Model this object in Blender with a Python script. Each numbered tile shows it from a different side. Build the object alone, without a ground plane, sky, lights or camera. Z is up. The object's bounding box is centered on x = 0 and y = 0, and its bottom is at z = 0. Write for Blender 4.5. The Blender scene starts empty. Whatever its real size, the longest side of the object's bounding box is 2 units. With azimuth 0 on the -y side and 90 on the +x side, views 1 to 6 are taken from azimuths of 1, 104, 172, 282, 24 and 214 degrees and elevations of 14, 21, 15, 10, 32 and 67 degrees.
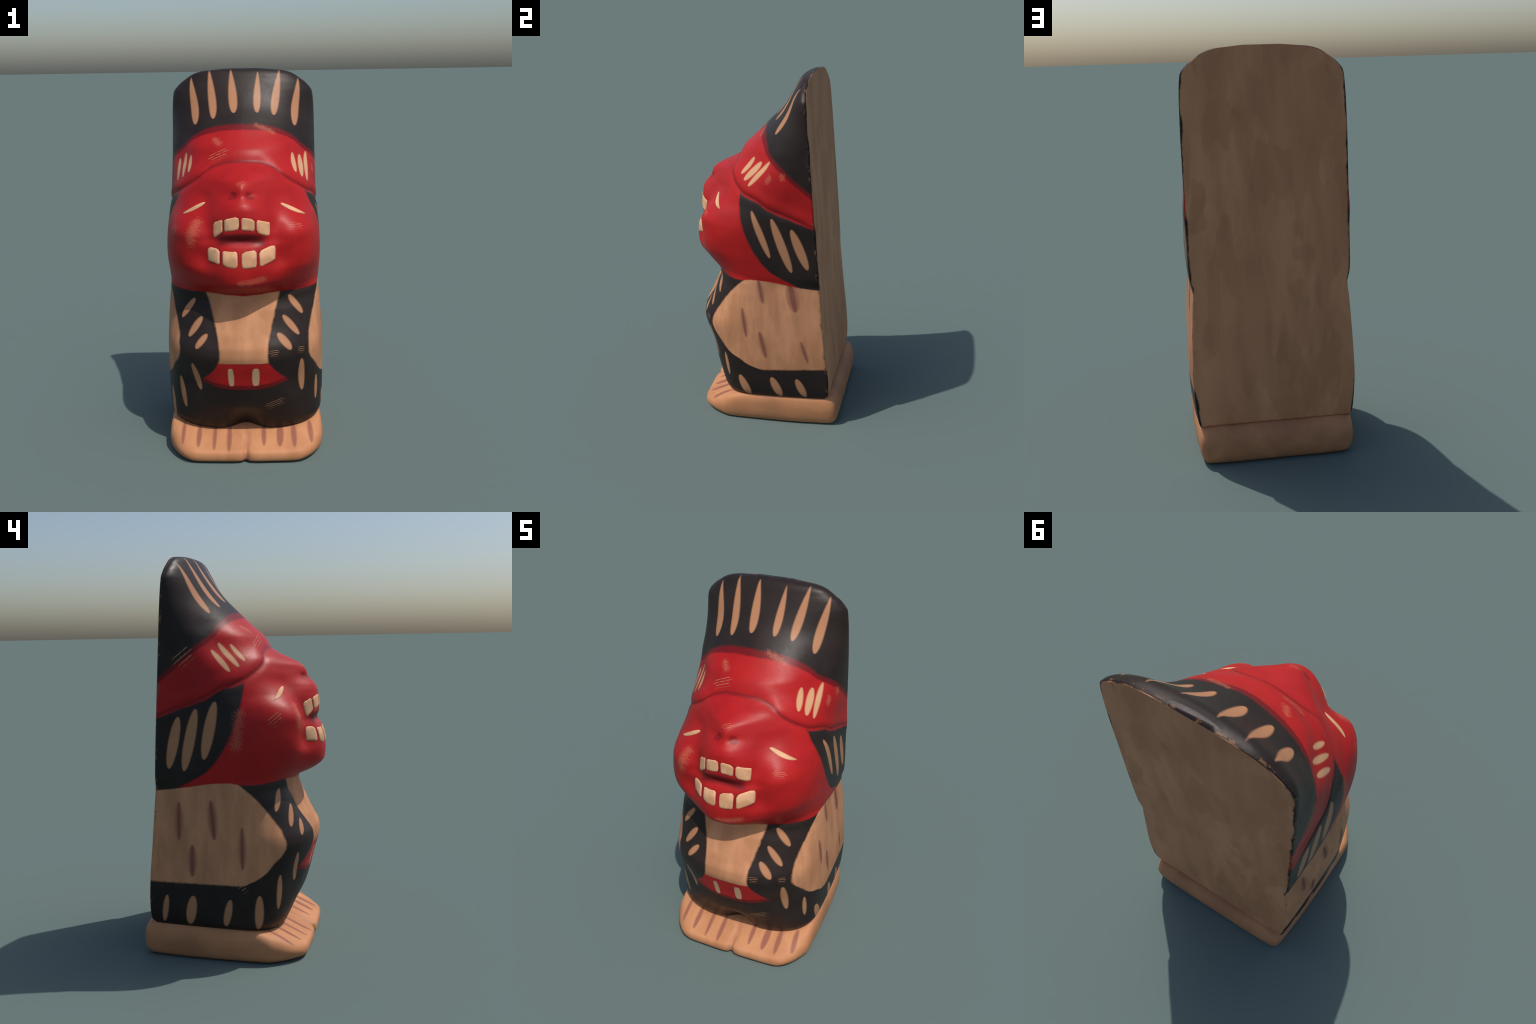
import bpy, bmesh, math
import numpy as np

# ----------------------------------------------------------------- profiles
def smooth_curve(points):
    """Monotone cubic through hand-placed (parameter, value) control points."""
    p = np.array(sorted(points), float)
    x, y = p[:, 0], p[:, 1]
    h = np.diff(x); dl = np.diff(y) / h
    m = np.zeros(len(x))
    for i in range(1, len(x) - 1):
        if dl[i-1] * dl[i] > 0:
            w1, w2 = 2*h[i] + h[i-1], h[i] + 2*h[i-1]
            m[i] = (w1 + w2) / (w1/dl[i-1] + w2/dl[i])
    m[0], m[-1] = dl[0], dl[-1]
    def f(q):
        q = np.clip(np.asarray(q, float), x[0], x[-1])
        i = np.clip(np.searchsorted(x, q) - 1, 0, len(x) - 2)
        t = (q - x[i]) / h[i]
        return ((2*t**3-3*t**2+1)*y[i] + (t**3-2*t**2+t)*h[i]*m[i]
                + (-2*t**3+3*t**2)*y[i+1] + (t**3-t**2)*h[i]*m[i+1])
    return f

def sstep(a, b, q):
    q = np.asarray(q, float)
    t = np.clip((q - a) / (b - a), 0, 1)
    return t*t*(3 - 2*t)

BACK_LINE = [(0.08, 0.34), (0.14, 0.362), (0.178, 0.378), (0.196, 0.395), (0.25, 0.398), (0.42, 0.388), (0.60, 0.371), (0.85, 0.352), (1.1, 0.337), (1.5, 0.310), (1.9, 0.282), (2.0, 0.272)]
back_y = smooth_curve(BACK_LINE)

# broad front line of the block (before nose, muzzle and chin are added)
front_y = smooth_curve([
    (0.080, -0.190), (0.11, -0.228), (0.15, -0.264), (0.19, -0.286), (0.24, -0.308), (0.30, -0.335), (0.387, -0.362), (0.476, -0.384), (0.545, -0.403),
    (0.59, -0.411), (0.625, -0.408), (0.677, -0.386), (0.733, -0.358), (0.803, -0.325), (0.855, -0.303),
    (0.880, -0.303), (0.905, -0.330), (0.93, -0.352), (0.96, -0.370), (1.00, -0.388), (1.06, -0.402), (1.15, -0.390), (1.25, -0.368),
    (1.35, -0.328), (1.42, -0.289), (1.48, -0.236), (1.53, -0.182), (1.55, -0.166), (1.60, -0.130),
    (1.66, -0.066), (1.73, 0.006), (1.81, 0.086), (1.89, 0.146), (1.94, 0.178), (1.975, 0.200),
    (1.992, 0.218), (2.00, 0.242)])
# line along the middle of the face: nose, lips, chin
middle_y = smooth_curve([
    (0.870, -0.303), (0.890, -0.305), (0.906, -0.330), (0.922, -0.368), (0.944, -0.408), (0.962, -0.430), (0.986, -0.444), (1.03, -0.447),
    (1.10, -0.441), (1.16, -0.420), (1.19, -0.408), (1.23, -0.413), (1.29, -0.412), (1.33, -0.408), (1.355, -0.398),
    (1.40, -0.360), (1.43, -0.350), (1.455, -0.331), (1.49, -0.268), (1.52, -0.205), (1.55, -0.166), (1.60, -0.130)])
ridge_width = smooth_curve([(0.87, 0.15), (0.95, 0.15), (1.05, 0.17), (1.20, 0.165), (1.30, 0.145), (1.36, 0.115),
                            (1.43, 0.092), (1.48, 0.13), (1.55, 0.24)])
half_width = smooth_curve([
    (0.080, 0.30), (0.14, 0.360), (0.17, 0.393), (0.20, 0.409), (0.25, 0.415), (0.30, 0.417), (0.42, 0.418), (0.55, 0.416), (0.68, 0.411), (0.80, 0.402), (0.87, 0.396),
    (0.90, 0.395), (0.93, 0.398), (0.97, 0.401), (1.05, 0.404), (1.15, 0.402), (1.25, 0.396), (1.33, 0.389), (1.42, 0.391), (1.55, 0.391),
    (1.72, 0.389), (1.84, 0.383), (1.876, 0.376), (1.919, 0.344), (1.95, 0.303), (1.974, 0.264), (1.987, 0.222), (1.995, 0.15), (2.00, 0.09)])
BACK_WIDTH = [
    (0.080, 0.30), (0.14, 0.345), (0.17, 0.372), (0.20, 0.384), (0.26, 0.392), (0.33, 0.398), (0.42, 0.402), (0.55, 0.398), (0.70, 0.390), (0.80, 0.383), (0.875, 0.376),
    (0.90, 0.382), (0.93, 0.389), (1.00, 0.392), (1.20, 0.392), (1.40, 0.392), (1.55, 0.392),
    (1.72, 0.389), (1.84, 0.383), (1.876, 0.378), (1.919, 0.346), (1.95, 0.305), (1.974, 0.266), (1.987, 0.222), (1.995, 0.15), (2.00, 0.09)]
back_width = smooth_curve(BACK_WIDTH)
# where the straight side ends and the rounded front begins
shoulder_y = smooth_curve([(0.08, -0.03), (0.6, -0.04), (0.86, -0.03), (0.92, 0.02), (1.1, 0.04), (1.3, 0.12), (1.45, 0.20), (1.6, 0.265),
                           (1.75, 0.275), (1.9, 0.268), (2.0, 0.262)])
squareness = smooth_curve([(0.08, 3.2), (0.16, 3.0), (0.22, 2.7), (0.30, 2.4), (0.42, 2.35), (0.59, 2.4), (0.72, 2.2), (0.80, 2.2), (0.86, 2.1), (0.92, 2.15), (0.98, 2.3), (1.06, 2.75), (1.14, 3.0), (1.20, 2.9), (1.26, 2.5), (1.33, 2.1), (1.42, 1.95),
                           (1.60, 1.92), (1.68, 1.75), (1.78, 1.62), (1.86, 1.7), (1.95, 2.0), (2.0, 2.2)])

# ------------------------------------------------------------ border curves
# where one painted region meets the next; shared by the carving, the part split and the paint
def turn(x, y):
    """Angle round the block seen from above: 0 in front, about 1.27 at a back edge."""
    return np.arctan2(np.abs(x), 0.45 - y)

HAT_EDGE = [(0.0, 1.720), (0.20, 1.715), (0.363, 1.701), (0.54, 1.667), (0.686, 1.612), (0.874, 1.555), (1.049, 1.480), (1.215, 1.416), (1.40, 1.36)]
BAND_EDGE = [(0.0, 1.543), (0.13, 1.540), (0.24, 1.516), (0.353, 1.462), (0.49, 1.411), (0.566, 1.386), (0.69, 1.362), (0.808, 1.318), (0.96, 1.284), (1.25, 1.231), (1.40, 1.21)]
JAW_EDGE = [(0.0, 0.884), (0.12, 0.893), (0.256, 0.902), (0.44, 0.899), (0.59, 0.897), (0.70, 0.908), (0.85, 0.897), (1.01, 0.880), (1.27, 0.864), (1.40, 0.86)]
HAIR_FRONT = [(0.80, 0.30), (0.875, 0.23), (0.895, 0.195), (0.93, 0.13), (0.96, 0.080), (1.035, 0.013), (1.125, -0.038), (1.22, -0.075), (1.30, -0.094), (1.376, -0.099), (1.45, -0.10)]
SLEEVE_BACK = [(0.33, 0.10), (0.352, 0.02), (0.378, -0.06), (0.41, -0.115), (0.445, -0.183), (0.515, -0.248), (0.56, -0.286), (0.596, -0.297), (0.635, -0.286), (0.72, -0.236), (0.82, -0.160), (0.88, -0.100), (0.92, -0.05)]
SLEEVE_FRONT = [(0.54, 0.132), (0.57, 0.124), (0.60, 0.121), (0.635, 0.122), (0.715, 0.138), (0.83, 0.166), (0.90, 0.187), (0.95, 0.20)]
BELT_SIDE = [(0.38, 0.29), (0.43, 0.236), (0.45, 0.218), (0.508, 0.163), (0.555, 0.131), (0.60, 0.12)]
BELT_LOW = [(0.0, 0.404), (0.06, 0.406), (0.13, 0.414), (0.19, 0.432), (0.25, 0.450), (0.35, 0.48)]
BELT_TOP = 0.558
hat_edge, band_edge, jaw_edge = smooth_curve(HAT_EDGE), smooth_curve(BAND_EDGE), smooth_curve(JAW_EDGE)
hair_front, sleeve_back, sleeve_front = smooth_curve(HAIR_FRONT), smooth_curve(SLEEVE_BACK), smooth_curve(SLEEVE_FRONT)
belt_side, belt_low = smooth_curve(BELT_SIDE), smooth_curve(BELT_LOW)

def relief(x, y, z):
    """How far the carving pushes the surface out (+) or in (-)."""
    ax = np.abs(x)
    g = lambda cx, cz, sx, sz: np.exp(-((ax-cx)/sx)**2 - ((z-cz)/sz)**2)
    d = 0.026*g(0.255, 1.24, 0.10, 0.075)          # cheek under the eye
    d -= 0.013*g(0.19, 1.375, 0.065, 0.045)          # eye hollow
    d -= 0.036*g(0.168, 1.235, 0.055, 0.080)          # fold beside the mouth
    d -= 0.010*g(0.0, 1.187, 0.11, 0.020)          # open mouth
    d -= 0.006*g(0.041, 1.402, 0.020, 0.015)        # nostrils
    d -= 0.032*g(0.190, 1.095, 0.062, 0.065)         # jaw beside the chin
    d -= 0.013*g(0.150, 0.74, 0.055, 0.09)          # where sleeve meets chest
    d -= 0.011*g(0.250, 0.42, 0.075, 0.09)          # above the knees
    d -= 0.019*np.exp(-((turn(x, y)-0.66)/0.19)**2 - ((z-1.58)/0.11)**2)   # flat planes beside the headband
    gap = z - band_edge(turn(x, y))                 # crease under the headband, soft lip above it
    d -= 0.006*np.exp(-(gap/0.018)**2)*sstep(1.26, 1.05, turn(x, y))
    d += 0.004*np.exp(-((gap-0.042)/0.032)**2)*sstep(1.26, 1.05, turn(x, y))
    return d

def section(z, count):
    """One horizontal section, from the back edge at -x round the front to +x."""
    yb, yf, yc = float(back_y(z)), float(front_y(z)), float(shoulder_y(z))
    w, wb, n = float(half_width(z)), float(back_width(z)), float(squareness(z))
    yc = min(yc, yb - 0.012)
    a = np.linspace(0, np.pi/2, 400)
    fx = w*np.cos(a)**(2/n); fy = yc - (yc - yf)*np.sin(a)**(2/n)
    k = np.linspace(1, 0, 120)[:-1]
    r = min(0.012, 0.3*(yb-yf))
    sx = wb + (w - wb)*(1 - k**2) ; sy = yc + (yb - r - yc)*k
    c = np.linspace(0, np.pi/2, 14)[:-1]              # small rounding of the back edge
    cx = wb - r + r*np.sin(c); cy = yb - r + r*np.cos(c)
    X = np.concatenate([cx, sx, fx]); Y = np.concatenate([cy, sy, fy])
    L = np.concatenate([[0], np.cumsum(np.hypot(np.diff(X), np.diff(Y)))])
    t = L[-1]*np.linspace(0, 1, count)
    edge = np.linspace(0, 1.5*r, 5)
    t = np.concatenate([edge, edge[-1] + (L[-1]-edge[-1])*np.linspace(0, 1, count-4)[1:]])
    hx, hy = np.interp(t, L, X), np.interp(t, L, Y)
    hx[-1] = 0
    return np.concatenate([-hx, hx[::-1][1:]]), np.concatenate([hy, hy[::-1][1:]])

def body_grid(rows, half):
    zs = rows
    P = []
    for z in zs:
        x, y = section(z, half)
        tx, ty = np.gradient(x), np.gradient(y)
        ln = np.hypot(tx, ty) + 1e-9
        nx, ny = ty/ln, -tx/ln
        gap = z - band_edge(turn(x, y))
        d = relief(x, y, z)*np.maximum(sstep(0.15, 0.6, -ny), np.exp(-(gap/0.09)**2)*sstep(0.6, 0.3, ny))
        x = x + nx*d; y = y + ny*d
        if 0.87 < z < 1.60:
            rw = float(ridge_width(z))
            y = y + (float(middle_y(z)) - float(front_y(z)))*np.exp(-(np.abs(x)/rw)**(2.4 - 0.9*float(sstep(1.33, 1.41, z))))*sstep(0.0, 0.4, -ny)
        d2 = -0.055*np.exp(-(x/0.075)**2)*(1 - sstep(0.15, 0.31, z))            # dip between the knees
        y = y - d2*sstep(0.3, 0.8, -ny)
        # the jaw line climbs on both sides of the chin
        lift = 0.015*sstep(0.03, 0.22, np.abs(x))*sstep(0.05, -0.15, y)*np.exp(-((z-0.91)/0.06)**2)
        P.append(np.stack([x, y, z + lift], 1))
    return np.array(P)
def make_rows():
    return np.concatenate([np.linspace(0.08, 0.30, 55)[:-1], np.linspace(0.30, 0.84, 110)[:-1], np.linspace(0.84, 0.96, 60)[:-1],
        np.linspace(0.96, 1.60, 190)[:-1], np.linspace(1.60, 1.86, 60)[:-1], np.linspace(1.86, 1.98, 40)[:-1], np.linspace(1.98, 2.0, 20)])

def body_mesh():
    rows = make_rows(); P = body_grid(rows, 150)
    R, Cn, _ = P.shape
    back = 60                                         # columns across the flat back
    bt = np.linspace(0, 1, back+2)[1:-1]
    B = P[:, -1:, :]*(1-bt)[None, :, None] + P[:, :1, :]*bt[None, :, None]
    V = np.concatenate([P, B], 1); W = V.shape[1]
    verts = V.reshape(-1, 3).tolist(); faces = []
    for i in range(R-1):
        for j in range(W):
            k = (j+1) % W
            faces.append((i*W+j, i*W+k, (i+1)*W+k, (i+1)*W+j))
    faces.append(tuple(range(W))[::-1]); faces.append(tuple((R-1)*W+j for j in range(W)))
    me = bpy.data.meshes.new('body'); me.from_pydata(verts, [], faces)
    for p in me.polygons: p.use_smooth = True
    me.polygons[-1].use_smooth = me.polygons[-2].use_smooth = False
    me.update()
    return me

# ----------------------------------------------------------------- feet slab
slab_line = smooth_curve([(-0.42, 0.058), (-0.37, 0.072), (-0.30, 0.104), (-0.226, 0.138), (-0.15, 0.160), (-0.05, 0.173), (0.1, 0.180), (0.45, 0.190)])

def slab_top(x, y):
    return slab_line(y) - 0.012*np.exp(-(x/0.018)**2)*(1-sstep(-0.36, -0.22, y))   # gap between the feet

def slab_mesh():
    front = [(0.0, -0.374), (0.007, -0.376), (0.018, -0.387), (0.035, -0.392), (0.06, -0.394), (0.15, -0.392), (0.25, -0.388), (0.297, -0.378), (0.335, -0.352),
             (0.395, -0.262), (0.411, -0.215), (0.414, -0.16), (0.412, 0.0), (0.405, 0.20), (0.392, 0.34), (0.385, 0.405), (0.372, 0.437), (0.345, 0.448), (0.2, 0.453), (0.0, 0.453)]
    f = np.array(front); L = np.concatenate([[0], np.cumsum(np.hypot(*np.diff(f, axis=0).T))])
    cx, cy = smooth_curve(list(zip(L, f[:, 0]))), smooth_curve(list(zip(L, f[:, 1])))
    t = np.linspace(0, L[-1], 160)
    ox = np.concatenate([cx(t), -cx(t)[::-1][1:-1]]); oy = np.concatenate([cy(t), cy(t)[::-1][1:-1]])
    n = len(ox); rings = []
    def ring(inset, s, lift=0):
        fade = max(0.0, 1 - inset/0.15)                # crisp toe edge, rounder front corners
        corner = sstep(0.30, 0.37, np.abs(ox))*sstep(-0.15, -0.25, oy)
        inset = inset*(1 + fade*(0.7*corner*(s > 0.5) - 0.5*sstep(-0.12, -0.30, oy)*sstep(0.33, 0.27, np.abs(ox))))
        x, y = ox*(1 - inset/0.40), oy*(1 - inset/0.415)
        y = y - 0.022*np.clip(s, 0, 1)**3*sstep(0.33, 0.44, y)
        top = slab_top(x, y); lift = 0.008*sstep(-0.20, -0.37, y)
        return np.stack([x, y, lift + s*(top - lift)], 1)
    prof = [(0.40, 0.0), (0.05, 0.0), (0.030, 0.0), (0.018, 0.04), (0.010, 0.12), (0.004, 0.25), (0.001, 0.4), (0.0, 0.55), (0.002, 0.70), (0.006, 0.82),
            (0.012, 0.91), (0.021, 0.965), (0.034, 0.993), (0.050, 1.0)]
    for a, b in prof: rings.append(ring(a, b))
    for a in np.linspace(0.050, 0.399, 42)[1:]: rings.append(ring(a, 1.0))
    V = np.concatenate(rings); faces = []
    for i in range(len(rings)-1):
        for j in range(n):
            k = (j+1) % n; faces.append((i*n+j, i*n+k, (i+1)*n+k, (i+1)*n+j))
    faces.append(tuple(range((len(rings)-1)*n, len(rings)*n)))
    me = bpy.data.meshes.new('foot'); me.from_pydata(V.tolist(), [], faces)
    for p in me.polygons: p.use_smooth = True
    me.update(); return me

# ================================================================= materials
class Paint:
    """Small helper that writes shader arithmetic as nodes."""
    def __init__(self, tree):
        self.t, self.n = tree, tree.nodes
    def link(self, a, sock):
        if hasattr(a, 'is_linked'): self.t.links.new(a, sock)
        elif isinstance(a, (tuple, list)): sock.default_value = tuple(a) + ((1.0,) if len(sock.default_value) == 4 and len(a) == 3 else ())
        else: sock.default_value = a
    def m(self, op, a, b=0.0, c=0.0, clamp=False):
        q = self.n.new('ShaderNodeMath'); q.operation = op; q.use_clamp = clamp
        self.link(a, q.inputs[0]); self.link(b, q.inputs[1])
        if op in ('MULTIPLY_ADD', 'COMPARE'): self.link(c, q.inputs[2])
        return q.outputs[0]
    def v(self, op, a, b=(0, 0, 0), scale=None):
        q = self.n.new('ShaderNodeVectorMath'); q.operation = op
        self.link(a, q.inputs[0])
        if len([s for s in q.inputs if s.enabled]) > 1 and op not in ('SCALE', 'LENGTH', 'NORMALIZE'): self.link(b, q.inputs[1])
        if scale is not None: self.link(scale, q.inputs['Scale'])
        return q.outputs['Value'] if op in ('DOT_PRODUCT', 'LENGTH') else q.outputs['Vector']
    def ramp(self, x, lo, hi):
        """0 below lo, 1 above hi, smooth between (hi < lo turns it round)."""
        q = self.n.new('ShaderNodeMapRange'); q.interpolation_type = 'SMOOTHSTEP'
        self.link(x, q.inputs['Value']); self.link(lo, q.inputs['From Min']); self.link(hi, q.inputs['From Max'])
        return q.outputs[0]
    def curve(self, x, pts):
        """A profile curve through the given control points."""
        xs, ys = [p[0] for p in pts], [p[1] for p in pts]
        x0, x1, y0, y1 = min(xs), max(xs), min(ys), max(ys)
        q = self.n.new('ShaderNodeFloatCurve'); c = q.mapping.curves[0]
        pp = sorted(((a-x0)/(x1-x0), (b-y0)/(y1-y0)) for a, b in pts)
        while len(c.points) < len(pp): c.points.new(0.5, 0.5)
        for k, p in enumerate(pp): c.points[k].location = p; c.points[k].handle_type = 'AUTO_CLAMPED'
        q.mapping.update()
        self.link(self.m('DIVIDE', self.m('SUBTRACT', x, x0), x1-x0, clamp=True), q.inputs['Value'])
        return self.m('MULTIPLY_ADD', q.outputs[0], y1-y0, y0)
    def noise(self, vec, scale, detail=4.0, rough=0.55, stretch=(1, 1, 1), offset=(0, 0, 0)):
        mp = self.n.new('ShaderNodeMapping'); mp.inputs['Scale'].default_value = stretch; mp.inputs['Location'].default_value = offset
        self.link(vec, mp.inputs['Vector'])
        q = self.n.new('ShaderNodeTexNoise'); q.inputs['Scale'].default_value = scale
        q.inputs['Detail'].default_value = detail; q.inputs['Roughness'].default_value = rough
        self.link(mp.outputs[0], q.inputs['Vector']); return q.outputs['Fac']
    def mix(self, f, a, b, blend='MIX'):
        q = self.n.new('ShaderNodeMix'); q.data_type = 'RGBA'; q.blend_type = blend
        self.link(f, q.inputs[0]); self.link(a, q.inputs[6]); self.link(b, q.inputs[7]); return q.outputs[2]
    def both(self, *a):
        r = a[0]
        for k in a[1:]: r = self.m('MULTIPLY', r, k)
        return r
    def either(self, *a):
        r = a[0]
        for k in a[1:]: r = self.m('MAXIMUM', r, k)
        return r
    def inv(self, a): return self.m('SUBTRACT', 1.0, a)
    def group(self, tree, **kw):
        q = self.n.new('ShaderNodeGroup'); q.node_tree = tree
        for k, val in kw.items(): self.link(val, q.inputs[k])
        return q.outputs[0]

def mark_group(name, kind):
    """Node group: a brush stroke, a set of fine scratches or a worn patch from point A to point B."""
    g = bpy.data.node_groups.new(name, 'ShaderNodeTree')
    for s, t in (('P', 'NodeSocketVector'), ('A', 'NodeSocketVector'), ('B', 'NodeSocketVector'), ('Width', 'NodeSocketFloat'), ('Skew', 'NodeSocketFloat'), ('Soft', 'NodeSocketFloat'), ('Blunt', 'NodeSocketFloat')):
        g.interface.new_socket(s, in_out='INPUT', socket_type=t)
    g.interface.new_socket('Mask', in_out='OUTPUT', socket_type='NodeSocketFloat')
    p = Paint(g); gi = g.nodes.new('NodeGroupInput'); go = g.nodes.new('NodeGroupOutput'); i = gi.outputs
    geo = g.nodes.new('ShaderNodeNewGeometry')
    d = p.v('SUBTRACT', i['B'], i['A']); q = p.v('SUBTRACT', i['P'], i['A'])
    t = p.m('DIVIDE', p.v('DOT_PRODUCT', q, d), p.v('DOT_PRODUCT', d, d))
    off = p.v('SUBTRACT', q, p.v('SCALE', d, scale=t))
    near = p.ramp(p.v('LENGTH', off), 0.09, 0.075)
    off = p.v('SUBTRACT', off, p.v('SCALE', geo.outputs['Normal'], scale=p.v('DOT_PRODUCT', off, geo.outputs['Normal'])))
    r = p.v('LENGTH', off); tc = p.m('MAXIMUM', p.m('MINIMUM', t, 1.0), 0.0)
    if kind == 'stroke':
        ts = p.m('POWER', tc, i['Skew'])
        prof = p.m('POWER', p.m('MULTIPLY', p.m('MULTIPLY', ts, p.m('SUBTRACT', 1.0, ts)), 4.0), i['Blunt'])
        w = p.m('MULTIPLY', prof, i['Width'])
        e = p.m('DIVIDE', p.m('SUBTRACT', w, r), i['Soft'])
        out = p.both(p.ramp(e, -0.6, 0.8), near, p.ramp(prof, 0.02, 0.12))
    elif kind == 'scratch':
        side = p.v('NORMALIZE', p.v('CROSS_PRODUCT', geo.outputs['Normal'], d))
        s = p.m('DIVIDE', p.v('DOT_PRODUCT', off, side), i['Width'])
        wob = p.noise(i['P'], 60.0, 2.0)
        s2 = p.m('MULTIPLY_ADD', s, 1.7, p.m('MULTIPLY', wob, 0.35))
        saw = p.m('ABSOLUTE', p.m('SUBTRACT', p.m('FRACT', s2), 0.5))
        ends = p.m('MULTIPLY', p.m('FRACT', p.m('MULTIPLY', p.m('FLOOR', s2), 0.37)), 0.25)
        line = p.ramp(saw, 0.17, 0.06)
        out = p.both(line, p.ramp(p.m('ABSOLUTE', s), 1.05, 0.85), p.ramp(p.m('SUBTRACT', t, ends), 0.0, 0.12), p.ramp(p.m('ADD', t, ends), 1.1, 0.95), near, p.ramp(p.noise(i['P'], 90.0, 3.0), 0.30, 0.46))
    else:
        dt = p.m('MULTIPLY', p.m('SUBTRACT', t, tc), p.v('LENGTH', d))
        rr = p.m('SQRT', p.m('ADD', p.m('MULTIPLY', r, r), p.m('MULTIPLY', dt, dt)))
        f = p.m('SUBTRACT', 1.0, p.m('DIVIDE', rr, i['Width']))
        f = p.m('MULTIPLY', p.m('MAXIMUM', f, 0.0), i['Skew'])
        out = p.both(p.ramp(p.m('ADD', p.noise(i['P'], 130.0, 6.0, 0.7), p.m('MULTIPLY', f, 0.30)), 0.58, 0.76), p.ramp(f, 0.0, 0.25), near)
    g.links.new(out, go.inputs[0])
    return g

BLACK = (0.019, 0.0128, 0.0112); TAN = (0.42, 0.196, 0.100); PALE = (0.60, 0.325, 0.172)
RED = (0.41, 0.0125, 0.0125); DEEP_RED = (0.15, 0.007, 0.009)

# strokes: start, end, half width (metres, on the surface)
HAT_STROKES = [
    (-0.277, 0.236, 1.960, -0.247, 0.081, 1.716, 0.0235), (-0.176, 0.244, 1.995, -0.149, 0.058, 1.744, 0.0218),
    (-0.061, 0.225, 1.995, -0.042, 0.058, 1.772, 0.0233), (0.084, 0.210, 1.986, 0.078, 0.063, 1.772, 0.0194),
    (0.199, 0.238, 1.990, 0.165, 0.077, 1.758, 0.0218), (0.301, 0.242, 1.950, 0.277, 0.094, 1.704, 0.0236)]
BAND_STROKES = [
    (0.268, -0.029, 1.578, 0.272, -0.098, 1.480, 0.0174), (0.313, 0.016, 1.564, 0.305, -0.076, 1.454, 0.0211),
    (0.343, 0.071, 1.574, 0.333, -0.047, 1.429, 0.0169), (-0.275, -0.026, 1.571, -0.272, -0.093, 1.485, 0.0128),
    (-0.311, 0.023, 1.580, -0.306, -0.071, 1.458, 0.0148), (-0.341, 0.051, 1.547, -0.337, -0.033, 1.437, 0.0148)]
HAIR_STROKES = [
    (0.378, -0.022, 1.306, 0.404, 0.079, 1.048, 0.0190), (0.394, 0.091, 1.272, 0.397, 0.198, 0.967, 0.0245),
    (0.397, 0.199, 1.217, 0.394, 0.288, 0.987, 0.0253), (-0.387, 0.030, 1.300, -0.403, 0.090, 1.022, 0.0281),
    (-0.395, 0.123, 1.266, -0.397, 0.192, 0.964, 0.0275), (-0.396, 0.211, 1.228, -0.395, 0.270, 0.974, 0.0269)]
SLEEVE_STROKES = [
    (0.230, -0.256, 0.876, 0.302, -0.250, 0.776, 0.0180), (0.200, -0.305, 0.783, 0.281, -0.307, 0.680, 0.0178),
    (0.174, -0.351, 0.704, 0.240, -0.362, 0.619, 0.0205), (-0.247, -0.248, 0.861, -0.318, -0.243, 0.757, 0.0172),
    (-0.211, -0.303, 0.779, -0.280, -0.310, 0.675, 0.0186), (-0.186, -0.348, 0.701, -0.243, -0.358, 0.626, 0.0172)]
TROUSER_STROKES = [
    (0.293, -0.328, 0.558, 0.300, -0.283, 0.364, 0.0199), (0.374, -0.215, 0.426, 0.372, -0.194, 0.278, 0.0138),
    (0.405, -0.122, 0.304, 0.388, -0.062, 0.170, 0.0245), (0.413, 0.069, 0.311, 0.393, 0.125, 0.178, 0.0245),
    (0.408, 0.215, 0.310, 0.391, 0.267, 0.185, 0.0222), (-0.266, -0.344, 0.543, -0.231, -0.325, 0.384, 0.0180),
    (-0.336, -0.266, 0.444, -0.314, -0.249, 0.260, 0.0175), (-0.391, -0.171, 0.351, -0.371, -0.157, 0.170, 0.0220),
    (-0.415, -0.031, 0.331, -0.400, -0.001, 0.188, 0.0192), (-0.412, 0.158, 0.340, -0.395, 0.186, 0.186, 0.0262),
    (-0.404, 0.297, 0.336, -0.388, 0.323, 0.190, 0.0158)]
BELT_STROKES = [(-0.069, -0.396, 0.532, -0.065, -0.372, 0.425, 0.0150), (0.060, -0.396, 0.532, 0.058, -0.373, 0.426, 0.0190)]
FLANK_DARK_STROKES = [  # reddish strokes with a darker core on the flat sides; colour only, no relief
    (0.389, 0.007, 0.910, 0.404, 0.032, 0.771, 0.0200), (0.386, 0.184, 0.900, 0.399, 0.217, 0.729, 0.0370),
    (0.404, -0.092, 0.736, 0.415, -0.070, 0.558, 0.0181), (0.415, 0.007, 0.600, 0.416, 0.043, 0.434, 0.0220),
    (0.407, 0.245, 0.552, 0.408, 0.287, 0.418, 0.0165), (-0.392, 0.226, 0.812, -0.405, 0.226, 0.619, 0.0224),
    (-0.398, 0.062, 0.824, -0.413, 0.044, 0.628, 0.0253), (-0.407, -0.093, 0.695, -0.414, -0.094, 0.483, 0.0189),
    (-0.410, 0.158, 0.600, -0.413, 0.162, 0.437, 0.0257)]
TOE_STROKES = [
    (-0.330, -0.190, 0.150, -0.334, -0.330, 0.083, 0.0115), (-0.246, -0.215, 0.143, -0.250, -0.356, 0.077, 0.0145),
    (-0.164, -0.215, 0.143, -0.166, -0.376, 0.067, 0.0115), (-0.087, -0.215, 0.143, -0.088, -0.383, 0.062, 0.0138),
    (0.094, -0.215, 0.143, 0.095, -0.350, 0.080, 0.0130), (0.182, -0.215, 0.143, 0.179, -0.355, 0.078, 0.0195),
    (0.251, -0.215, 0.143, 0.256, -0.358, 0.075, 0.0158), (0.338, -0.195, 0.150, 0.345, -0.318, 0.081, 0.0150)]
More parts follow.
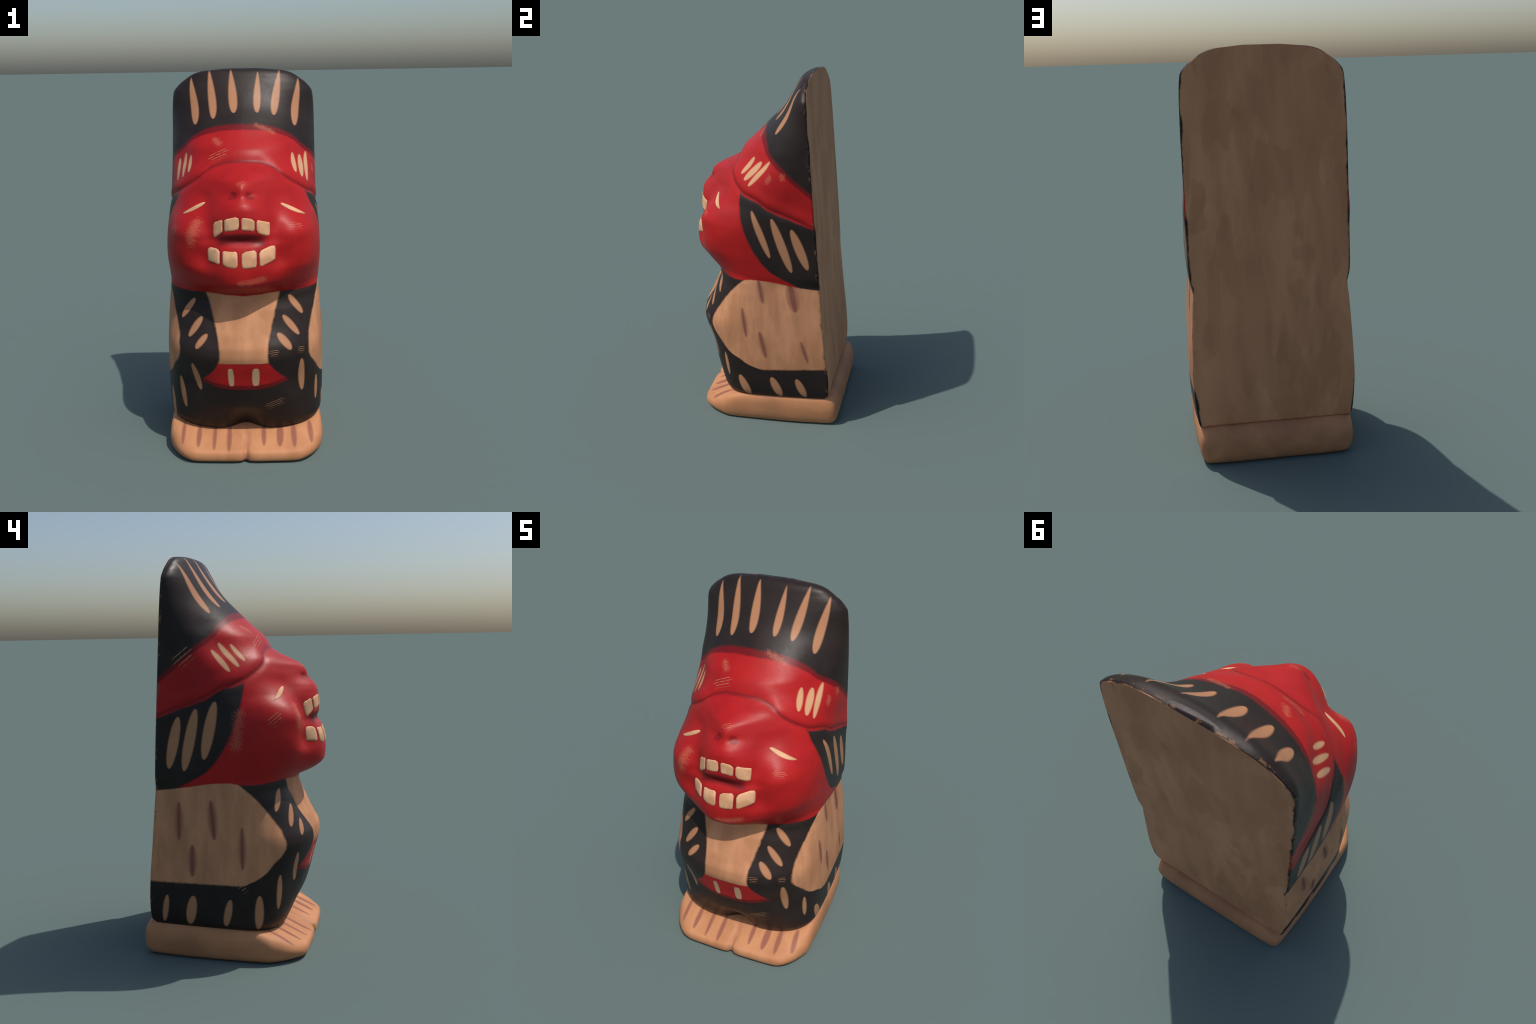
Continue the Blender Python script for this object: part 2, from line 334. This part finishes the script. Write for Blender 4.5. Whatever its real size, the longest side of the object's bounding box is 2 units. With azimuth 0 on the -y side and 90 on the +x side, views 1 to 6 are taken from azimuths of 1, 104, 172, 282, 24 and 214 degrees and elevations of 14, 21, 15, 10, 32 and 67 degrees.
SCRATCHES = [
    (-0.174, -0.121, 1.547, -0.066, -0.128, 1.593, 0.024), (-0.026, -0.335, 1.446, 0.022, -0.320, 1.462, 0.017),
    (0.236, -0.338, 1.255, 0.300, -0.305, 1.241, 0.016), (-0.392, 0.230, 1.466, -0.378, 0.140, 1.540, 0.036),
    (-0.362, -0.224, 1.185, -0.326, -0.278, 1.233, 0.026), (0.095, -0.319, 0.288, 0.206, -0.319, 0.326, 0.022),
    (0.126, -0.400, 0.610, 0.178, -0.390, 0.612, 0.017), (0.268, -0.345, 0.610, 0.312, -0.318, 0.606, 0.017),
    (-0.414, -0.075, 0.385, -0.411, -0.105, 0.408, 0.03)]
WORN = [
    (-0.253, -0.356, 1.185, -0.224, -0.333, 1.268, 0.050), (-0.008, -0.444, 0.985, 0.107, -0.423, 1.005, 0.030),
    (0.074, 0.002, 1.712, 0.160, -0.017, 1.690, 0.026), (0.369, 0.066, 1.467, 0.368, 0.079, 1.492, 0.026),
    (0.386, 0.154, 1.491, 0.384, 0.154, 1.507, 0.026), (-0.385, -0.085, 1.239, -0.401, -0.070, 1.089, 0.045),
    (-0.138, -0.050, 1.647, -0.114, -0.082, 1.627, 0.030)]
EYES = [(-0.180, -0.261, 1.358, -0.296, -0.235, 1.298, 0.0096), (0.193, -0.262, 1.349, 0.317, -0.221, 1.288, 0.0096)]

# shadow in the gaps, painted as a dark red halo round each tooth
TOOTH_SHADOWS = [
    (-0.144, -0.370, 1.243, -0.084, -0.399, 1.258, 0.037), (-0.089, -0.396, 1.267, -0.006, -0.412, 1.277, 0.034),
    (-0.004, -0.412, 1.275, 0.070, -0.404, 1.268, 0.033), (0.070, -0.404, 1.261, 0.146, -0.370, 1.239, 0.036),
    (-0.173, -0.396, 1.118, -0.100, -0.424, 1.119, 0.039), (-0.098, -0.426, 1.110, -0.013, -0.440, 1.104, 0.042),
    (-0.004, -0.440, 1.104, 0.080, -0.432, 1.105, 0.044), (0.080, -0.431, 1.114, 0.170, -0.396, 1.119, 0.042)]

STROKE, SCRATCH, PATCH = mark_group('brush_stroke', 'stroke'), mark_group('fine_scratches', 'scratch'), mark_group('worn_patch', 'patch')

def lay(p, P, col, lst, colour, grp=None, skew=1.0, soft=0.008, amount=1.0, blunt=0.5):
    """Lay a list of marks over a colour, one after the other."""
    for q in lst:
        mask = p.group(grp or STROKE, P=P, A=q[0:3], B=q[3:6], Width=q[6], Skew=skew, Soft=soft, Blunt=blunt)
        col = p.mix(mask if amount == 1.0 else p.m('MULTIPLY', mask, amount), col, colour)
    return col

def new_material(name):
    mt = bpy.data.materials.new(name); mt.use_nodes = True
    t = mt.node_tree; b = t.nodes['Principled BSDF']; p = Paint(t)
    tc = t.nodes.new('ShaderNodeTexCoord')
    return mt, p, b, tc.outputs['Object']

def finish(p, b, colour, rough, bump, dist=0.002, strength=0.3):
    p.link(colour, b.inputs['Base Color']); p.link(rough, b.inputs['Roughness'])
    b.inputs['Specular IOR Level'].default_value = 0.20
    q = p.n.new('ShaderNodeBump'); q.inputs['Strength'].default_value = strength; q.inputs['Distance'].default_value = dist
    p.link(bump, q.inputs['Height']); p.t.links.new(q.outputs[0], b.inputs['Normal'])

def wood_colour(p, P, light, dark, grain=(5.5, 5.5, 1.5), seed=(0, 0, 0)):
    """Planed pine: long streaks, soft blotches, a few darker knife facets."""
    streak = p.noise(P, 2.6, 3.0, 0.5, grain, seed)
    blot = p.noise(P, 5.0, 5.0, 0.6, (1, 1, 0.8), seed)
    fine = p.noise(P, 60.0, 4.0, 0.6, (1, 1, 0.3), seed)
    f = p.m('ADD', p.m('MULTIPLY', streak, 0.6), p.m('ADD', p.m('MULTIPLY', blot, 0.3), p.m('MULTIPLY', fine, 0.1)))
    return p.mix(p.ramp(f, 0.34, 0.66), dark, light), f

def setup(name):
    """Coordinates and the hand-wobbled edge shared by the painted parts."""
    mt, p, b, P = new_material(name)
    sep = p.n.new('ShaderNodeSeparateXYZ'); p.link(P, sep.inputs[0]); x, y, z = sep.outputs
    ax = p.m('ABSOLUTE', x)
    wob = p.m('SUBTRACT', p.noise(P, 22.0, 4.0, 0.6), 0.5); fuzz = p.m('SUBTRACT', p.noise(P, 160.0, 5.0, 0.75), 0.5)
    edge = p.m('ADD', p.m('MULTIPLY', wob, 0.012), p.m('MULTIPLY', fuzz, 0.014))
    phi = p.m('ARCTAN2', ax, p.m('SUBTRACT', 0.45, y))
    def over(a, c, s=0.007):                      # soft hand-painted edge: 1 where a > c
        return p.ramp(p.m('ADD', p.m('SUBTRACT', a, c), edge), -s, s)
    return mt, p, b, P, x, y, z, ax, wob, fuzz, edge, phi, over

def paints(p, P):
    mott = p.noise(P, 6.0, 4.0, 0.6)
    red = p.mix(p.ramp(mott, 0.35, 0.70), RED, (0.34, 0.010, 0.011))
    black = p.mix(p.ramp(mott, 0.3, 0.7), BLACK, (0.027, 0.0180, 0.0155))
    return mott, red, black

def rubbed_edge(p, P, col, y, z, fuzz):
    """Paint rubbed off along the back edge of the block."""
    d = p.m('SUBTRACT', p.curve(z, BACK_LINE), y)
    rub = p.both(p.ramp(d, 0.022, 0.006), p.ramp(p.noise(P, 22.0, 6.0, 0.7), 0.53, 0.60))
    return p.mix(p.m('MULTIPLY', rub, 0.8), col, (0.20, 0.095, 0.050))

def head_material():
    """Face, hair, headband and hat."""
    mt, p, b, P, x, y, z, ax, wob, fuzz, edge, phi, over = setup('head_paint')
    mott, red, black = paints(p, P)
    d_band = p.m('SUBTRACT', z, p.curve(phi, BAND_EDGE)); d_hat = p.m('SUBTRACT', z, p.curve(phi, HAT_EDGE))
    mz = p.m('ABSOLUTE', p.m('SUBTRACT', p.m('MULTIPLY_ADD', p.m('MULTIPLY', ax, ax), 1.1, z), 1.204))
    mouth = p.both(p.ramp(ax, 0.14, 0.09), p.ramp(mz, 0.038, 0.014), over(-0.2, y))
    col = p.mix(p.m('MULTIPLY', mouth, 0.85), red, (0.085, 0.006, 0.007))  # paint darkened here for the shade inside the open mouth
    for sx in (-1, 1):
        nostril = p.group(PATCH, P=P, A=(sx*0.040, -0.352, 1.404), B=(sx*0.052, -0.346, 1.398), Width=0.022, Skew=2.2, Soft=0.0)
        col = p.mix(p.m('MULTIPLY', nostril, 0.6), col, DEEP_RED)
    col = lay(p, P, col, [(q[0], q[1]-0.002, q[2]-0.013, q[3], q[4]-0.002, q[5]-0.010, 0.007) for q in EYES], DEEP_RED, soft=0.008, amount=0.6)
    col = lay(p, P, col, TOOTH_SHADOWS, DEEP_RED, soft=0.012, amount=0.6, blunt=0.15)
    hair = p.both(over(y, p.curve(z, HAIR_FRONT)), over(p.m('MULTIPLY', d_band, -1.0), 0.010))
    col = p.mix(hair, col, black)
    col = lay(p, P, col, HAIR_STROKES, TAN)
    # headband with a second, darker coat along both edges
    lip = p.both(p.ramp(p.m('ABSOLUTE', p.m('ADD', d_band, edge)), 0.018, 0.004), p.ramp(d_hat, 0.0, -0.01))
    strip = p.either(p.ramp(p.m('ADD', d_hat, edge), -0.032, -0.022), p.m('MULTIPLY', lip, 0.75))
    col = p.mix(over(d_band, -0.004), col, p.mix(strip, red, DEEP_RED))
    col = lay(p, P, col, BAND_STROKES, PALE)
    col = p.mix(over(d_hat, 0.0), col, black)
    col = lay(p, P, col, HAT_STROKES, TAN, skew=1.7, soft=0.008)
    col = lay(p, P, col, SCRATCHES[:5], TAN, SCRATCH, amount=0.8)
    col = lay(p, P, col, WORN, (0.50, 0.15, 0.085), PATCH, amount=0.42)
    col = rubbed_edge(p, P, col, y, z, fuzz)
    finish(p, b, col, p.m('MULTIPLY_ADD', wob, 0.12, 0.42), p.noise(P, 45.0, 5.0, 0.6), 0.0016, 0.35)
    return mt

def torso_material():
    """Chest, flanks, sleeves, belt and trousers."""
    mt, p, b, P, x, y, z, ax, wob, fuzz, edge, phi, over = setup('torso_paint')
    mott, red, black = paints(p, P)
    wood, wf = wood_colour(p, P, (0.59, 0.276, 0.140), (0.42, 0.190, 0.092))
    right = p.ramp(x, -0.01, 0.01)
    low = p.m('ADD', p.m('MULTIPLY', right, p.m('MULTIPLY_ADD', y, 0.08, -0.050)), 0.403)
    flank = p.both(over(y, p.curve(z, SLEEVE_BACK)), over(z, low))
    chest = p.both(over(p.curve(z, SLEEVE_FRONT), ax), over(z, BELT_TOP, 0.003), p.ramp(y, 0.0, -0.02))
    bare = p.either(flank, chest)
    wood = lay(p, P, wood, FLANK_DARK_STROKES, (0.33, 0.118, 0.075), soft=0.014, amount=0.8)
    wood = lay(p, P, wood, [q[:6] + (q[6]*0.45,) for q in FLANK_DARK_STROKES], (0.15, 0.055, 0.036), soft=0.008, amount=0.7)
    col = p.mix(bare, black, wood)
    col = lay(p, P, col, SLEEVE_STROKES + TROUSER_STROKES, TAN)
    d_belt = p.m('SUBTRACT', z, p.curve(ax, BELT_LOW))
    belt = p.both(over(p.curve(z, BELT_SIDE), ax), over(d_belt, 0.0, 0.004), over(BELT_TOP, z, 0.003), p.ramp(y, 0.0, -0.02))
    col = p.mix(belt, col, p.mix(p.ramp(p.m('ADD', d_belt, edge), 0.028, 0.018), red, DEEP_RED))
    col = lay(p, P, col, BELT_STROKES, (0.52, 0.32, 0.19), soft=0.006, blunt=0.2)
    col = lay(p, P, col, SCRATCHES[5:], TAN, SCRATCH, amount=0.8)
    hair = over(y, p.curve(z, HAIR_FRONT))
    col = p.mix(over(z, p.curve(phi, JAW_EDGE)), col, p.mix(hair, red, black))
    col = rubbed_edge(p, P, col, y, z, fuzz)
    rough = p.m('ADD', p.m('MULTIPLY_ADD', bare, 0.20, 0.42), p.m('MULTIPLY', wob, 0.12))
    finish(p, b, col, rough, p.noise(P, 45.0, 5.0, 0.6), 0.0016, 0.35)
    return mt

def back_material():
    mt, p, b, P = new_material('weathered_back_wood')
    bark, bf = wood_colour(p, P, (0.64, 0.300, 0.150), (0.50, 0.225, 0.108), (4, 4, 0.7), (3.1, 0, 1.7))
    knot = p.ramp(p.noise(P, 3.2, 2.0, 0.5, (2.2, 2.2, 0.9), (7, 2, 0)), 0.56, 0.60)
    bark = p.mix(p.m('MULTIPLY', knot, 0.35), bark, (0.39, 0.172, 0.078))
    facet = p.ramp(p.noise(P, 1.6, 1.0, 0.4, (4.5, 1, 1.3), (2, 5, 1)), 0.50, 0.515)
    bark = p.mix(p.m('MULTIPLY', facet, 0.22), bark, (0.36, 0.155, 0.068))
    # paint of the front wrapped a few millimetres round the edge
    sep = p.n.new('ShaderNodeSeparateXYZ'); p.link(P, sep.inputs[0]); x, y, z = sep.outputs
    inside = p.m('SUBTRACT', p.curve(z, BACK_WIDTH), p.m('ABSOLUTE', x))
    ragged = p.m('MULTIPLY', p.m('SUBTRACT', p.noise(P, 7.0, 4.0, 0.6), 0.5), 0.045)
    rim = p.both(p.ramp(p.m('ADD', inside, ragged), 0.012, 0.003), p.either(p.ramp(z, 0.87, 0.89), p.ramp(z, 0.39, 0.37)))
    shade = p.mix(p.both(p.ramp(z, 1.20, 1.23), p.ramp(z, 1.43, 1.40)), BLACK, (0.16, 0.010, 0.010))
    bark = p.mix(rim, bark, shade)
    finish(p, b, bark, 0.65, p.m('ADD', p.noise(P, 45.0, 5.0, 0.6), bf), 0.0016, 0.35)
    return mt

def foot_material():
    mt, p, b, P = new_material('bare_wood')
    col, f = wood_colour(p, P, (0.545, 0.248, 0.117), (0.455, 0.195, 0.088), (5, 1.2, 5), (1, 4, 2))
    sep = p.n.new('ShaderNodeSeparateXYZ'); p.link(P, sep.inputs[0]); x, y, z = sep.outputs
    ax = p.m('ABSOLUTE', x)
    stain = p.both(p.ramp(ax, 0.075, 0.0), p.ramp(y, -0.15, -0.22), p.ramp(p.noise(P, 24.0, 4.0, 0.6, (1.5, 0.4, 1)), 0.38, 0.62))
    col = p.mix(p.m('MULTIPLY', stain, 0.5), col, (0.36, 0.145, 0.085))
    col = lay(p, P, col, TOE_STROKES, (0.25, 0.085, 0.060), soft=0.010, amount=0.85)
    grime = p.both(p.ramp(p.noise(P, 4.0, 4.0, 0.6), 0.45, 0.68), p.ramp(y, -0.1, 0.1))
    col = p.mix(p.m('MULTIPLY', grime, 0.45), col, (0.30, 0.145, 0.080))
    finish(p, b, col, 0.55, p.noise(P, 40.0, 4.0, 0.6), 0.0015, 0.3)
    return mt

def tooth_material():
    mt, p, b, P = new_material('cream_paint')
    f = p.ramp(p.noise(P, 14.0, 3.0, 0.5), 0.35, 0.65)
    col = p.mix(f, (0.54, 0.285, 0.150), (0.70, 0.395, 0.222))
    specks = p.ramp(p.noise(P, 120.0, 4.0, 0.7), 0.66, 0.74)
    col = p.mix(p.m('MULTIPLY', specks, 0.5), col, (0.36, 0.06, 0.045))
    finish(p, b, col, 0.5, p.noise(P, 60.0, 3.0, 0.5), 0.001, 0.3)
    return mt

# ================================================================= assembly
def figure_root():
    e = bpy.data.objects.new('carved_wooden_figure', None); e.empty_display_size = 0.2
    e['label'] = 'carved wooden laughing figure, red face, black painted clothes'
    e['category'] = 'wooden figurine'
    bpy.context.collection.objects.link(e); return e

ROOT = figure_root()

def add_part(name, mesh, material, parent):
    mesh.materials.clear(); mesh.materials.append(material)
    o = bpy.data.objects.new(name, mesh); o.parent = parent
    bpy.context.collection.objects.link(o); return o

def split_smooth(mesh, keyfunc):
    """Separate faces by region; every piece keeps the whole surface's vertex normals."""
    nv = len(mesh.vertices); co = np.empty(nv*3); mesh.vertices.foreach_get('co', co); co = co.reshape(-1, 3)
    no = np.empty(nv*3); mesh.vertex_normals.foreach_get('vector', no); no = no.reshape(-1, 3)
    polys = [tuple(pl.vertices) for pl in mesh.polygons]
    cen = np.array([co[list(pl)].mean(0) for pl in polys])
    keys = keyfunc(cen); out = {}
    for k in dict.fromkeys(keys.tolist()):
        idx = np.nonzero(keys == k)[0]; used = np.unique(np.concatenate([np.array(polys[i]) for i in idx]))
        remap = dict(zip(used.tolist(), range(len(used))))
        me = bpy.data.meshes.new(k.split('|')[0])
        me.from_pydata(co[used].tolist(), [], [[remap[v] for v in polys[i]] for i in idx])
        for pl in me.polygons: pl.use_smooth = True
        me.normals_split_custom_set_from_vertices(no[used].tolist())
        me.update(); out[k] = me
    return out

def body_region(c):
    x, y, z = c.T; ax = np.abs(x); ph = turn(x, y); side = np.where(x > 0, 'r', 'l')
    k = np.full(len(c), 'leg', dtype=object); sided = np.ones(len(c), bool)
    def put(m, n, s): k[m] = n; sided[m] = s
    put(z > 0.592, 'arm', True)
    put((y > sleeve_back(z)) & (z > np.where(x > 0, 0.353 + 0.08*y, 0.403)), 'flank', True)
    put((ax < sleeve_front(z)) & (z > BELT_TOP) & (y < 0), 'chest', False)
    put((ax < belt_side(z)) & (z > belt_low(ax)) & (z <= BELT_TOP) & (y < 0), 'belt', False)
    put(z > jaw_edge(ph), 'head', False)
    put((z > 0.84) & (y > hair_front(z)) & (z < band_edge(ph)) & (z > jaw_edge(ph)), 'hair', True)
    put(z > band_edge(ph), 'headband', False)
    put(z > hat_edge(ph), 'hat', False)
    put(y > back_y(z) - 0.003, 'back_board', False)
    return np.array([a + '|' + s if d else a for a, s, d in zip(k, side, sided)], dtype=object)

def foot_region(c):
    x, y, z = c.T
    return np.where(y > -0.16, 'plinth', np.where(x > 0, 'foot|r', 'foot|l')).astype(object)

head_paint, torso_paint, back_wood = head_material(), torso_material(), back_material()
foot_wood, cream = foot_material(), tooth_material()
PART_PAINT = {'head': head_paint, 'hair': head_paint, 'headband': head_paint, 'hat': head_paint, 'back_board': back_wood}
whole = body_mesh()
parts = {}
for k, me in split_smooth(whole, body_region).items():
    parts[k] = add_part(k.split('|')[0], me, PART_PAINT.get(k.split('|')[0], torso_paint), ROOT)
for k, me in split_smooth(slab_mesh(), foot_region).items():
    add_part(k.split('|')[0], me, foot_wood, ROOT)
HEAD = parts['head']

# ----- teeth and eyes: low painted swellings that follow the face
from mathutils.bvhtree import BVHTree
from mathutils import Vector
_bm = bmesh.new(); _bm.from_mesh(whole); FACE = BVHTree.FromBMesh(_bm); _bm.free()

def on_face(x, z):
    h = FACE.ray_cast(Vector((x, -1.0, z)), Vector((0, 1, 0)))
    return np.array(h[0]), np.array(h[1])

def swelling(name, outline, height, n=22, rings=9):
    """A thin domed patch over the face; outline(angle) gives its rim in (x, z)."""
    V = []; F = []
    ang = np.linspace(0, 2*np.pi, 4*n, endpoint=False)
    rim = np.array([outline(a) for a in ang]); mid = rim.mean(0)
    steps = list(np.linspace(0, 1, rings)[1:]) + [1.03]
    p0, n0 = on_face(*mid); V.append(p0 + n0*height)
    for j, s in enumerate(steps):
        for q in mid + (rim - mid)*s:
            pt, nn = on_face(*q)
            V.append(pt + nn*(height*(1 - min(s, 1)**9) if s <= 1 else -0.004))
    m = len(ang)
    for i in range(m): F.append((0, 1 + i, 1 + (i+1) % m))
    for j in range(len(steps)-1):
        for i in range(m):
            a, b2 = 1 + j*m + i, 1 + j*m + (i+1) % m
            F.append((a, a + m, b2 + m, b2))
    me = bpy.data.meshes.new(name); me.from_pydata([tuple(v) for v in V], [], F)
    b = bmesh.new(); b.from_mesh(me); bmesh.ops.recalc_face_normals(b, faces=b.faces); b.to_mesh(me); b.free()
    for pl in me.polygons: pl.use_smooth = True
    return me

# left edge, right edge (x, z), half height, slant of the top, slant of the bottom
TEETH = [
    (-0.137, 1.244, -0.089, 1.257, 0.0340, 0.20, 0.55), (-0.083, 1.268, -0.011, 1.277, 0.0310, 0.12, 0.02), (0.001, 1.274, 0.065, 1.268, 0.0300, -0.10, -0.05), (0.075, 1.259, 0.139, 1.241, 0.0330, -0.05, -0.15),
    (-0.167, 1.118, -0.106, 1.119, 0.0355, -0.05, -0.20), (-0.092, 1.110, -0.018, 1.104, 0.0385, 0.0, -0.05), (0.001, 1.104, 0.074, 1.105, 0.0405, 0.10, 0.10), (0.086, 1.114, 0.164, 1.119, 0.0385, 0.25, 0.20)]
rng = np.random.default_rng(5)
for x0, z0, x1, z1, hh, st, sb in TEETH:
    c = np.array([(x0+x1)/2, (z0+z1)/2]); u = np.array([x1-x0, z1-z0])/2
    ph = rng.uniform(0, 6.28, 3)
    def outline(a, c=c, u=u, hh=hh, st=st, sb=sb, ph=ph):
        ca, sa = np.cos(a), np.sin(a); e = 2/5.0
        s, t = np.sign(ca)*abs(ca)**e, np.sign(sa)*abs(sa)**e
        wob = 1 + 0.025*np.sin(3*a+ph[0]) + 0.02*np.sin(5*a+ph[1]) + 0.012*np.sin(9*a+ph[2])
        slant = (st if t > 0 else sb)*s*np.linalg.norm(u)*abs(t)
        return c + (u*s + np.array([0, hh*t]))*wob + np.array([0, slant])
    add_part('tooth', swelling('tooth', outline, 0.0032), cream, HEAD)

for ax0, ay0, az0, bx, by, bz, w in EYES:
    a0, b0 = np.array([ax0, az0]), np.array([bx, bz]); d = b0 - a0; nrm = np.array([-d[1], d[0]])/np.linalg.norm(d)
    if nrm[1] < 0: nrm = -nrm
    def outline(a, a0=a0, d=d, nrm=nrm, w=w):
        t = (1 - np.cos(a))/2; side = np.sin(a)
        return a0 + d*t + nrm*(w*np.sign(side)*abs(side)*(1 - 0.45*t) - 0.001*np.sin(np.pi*t))
    add_part('eye', swelling('eye', outline, 0.003), cream, HEAD)
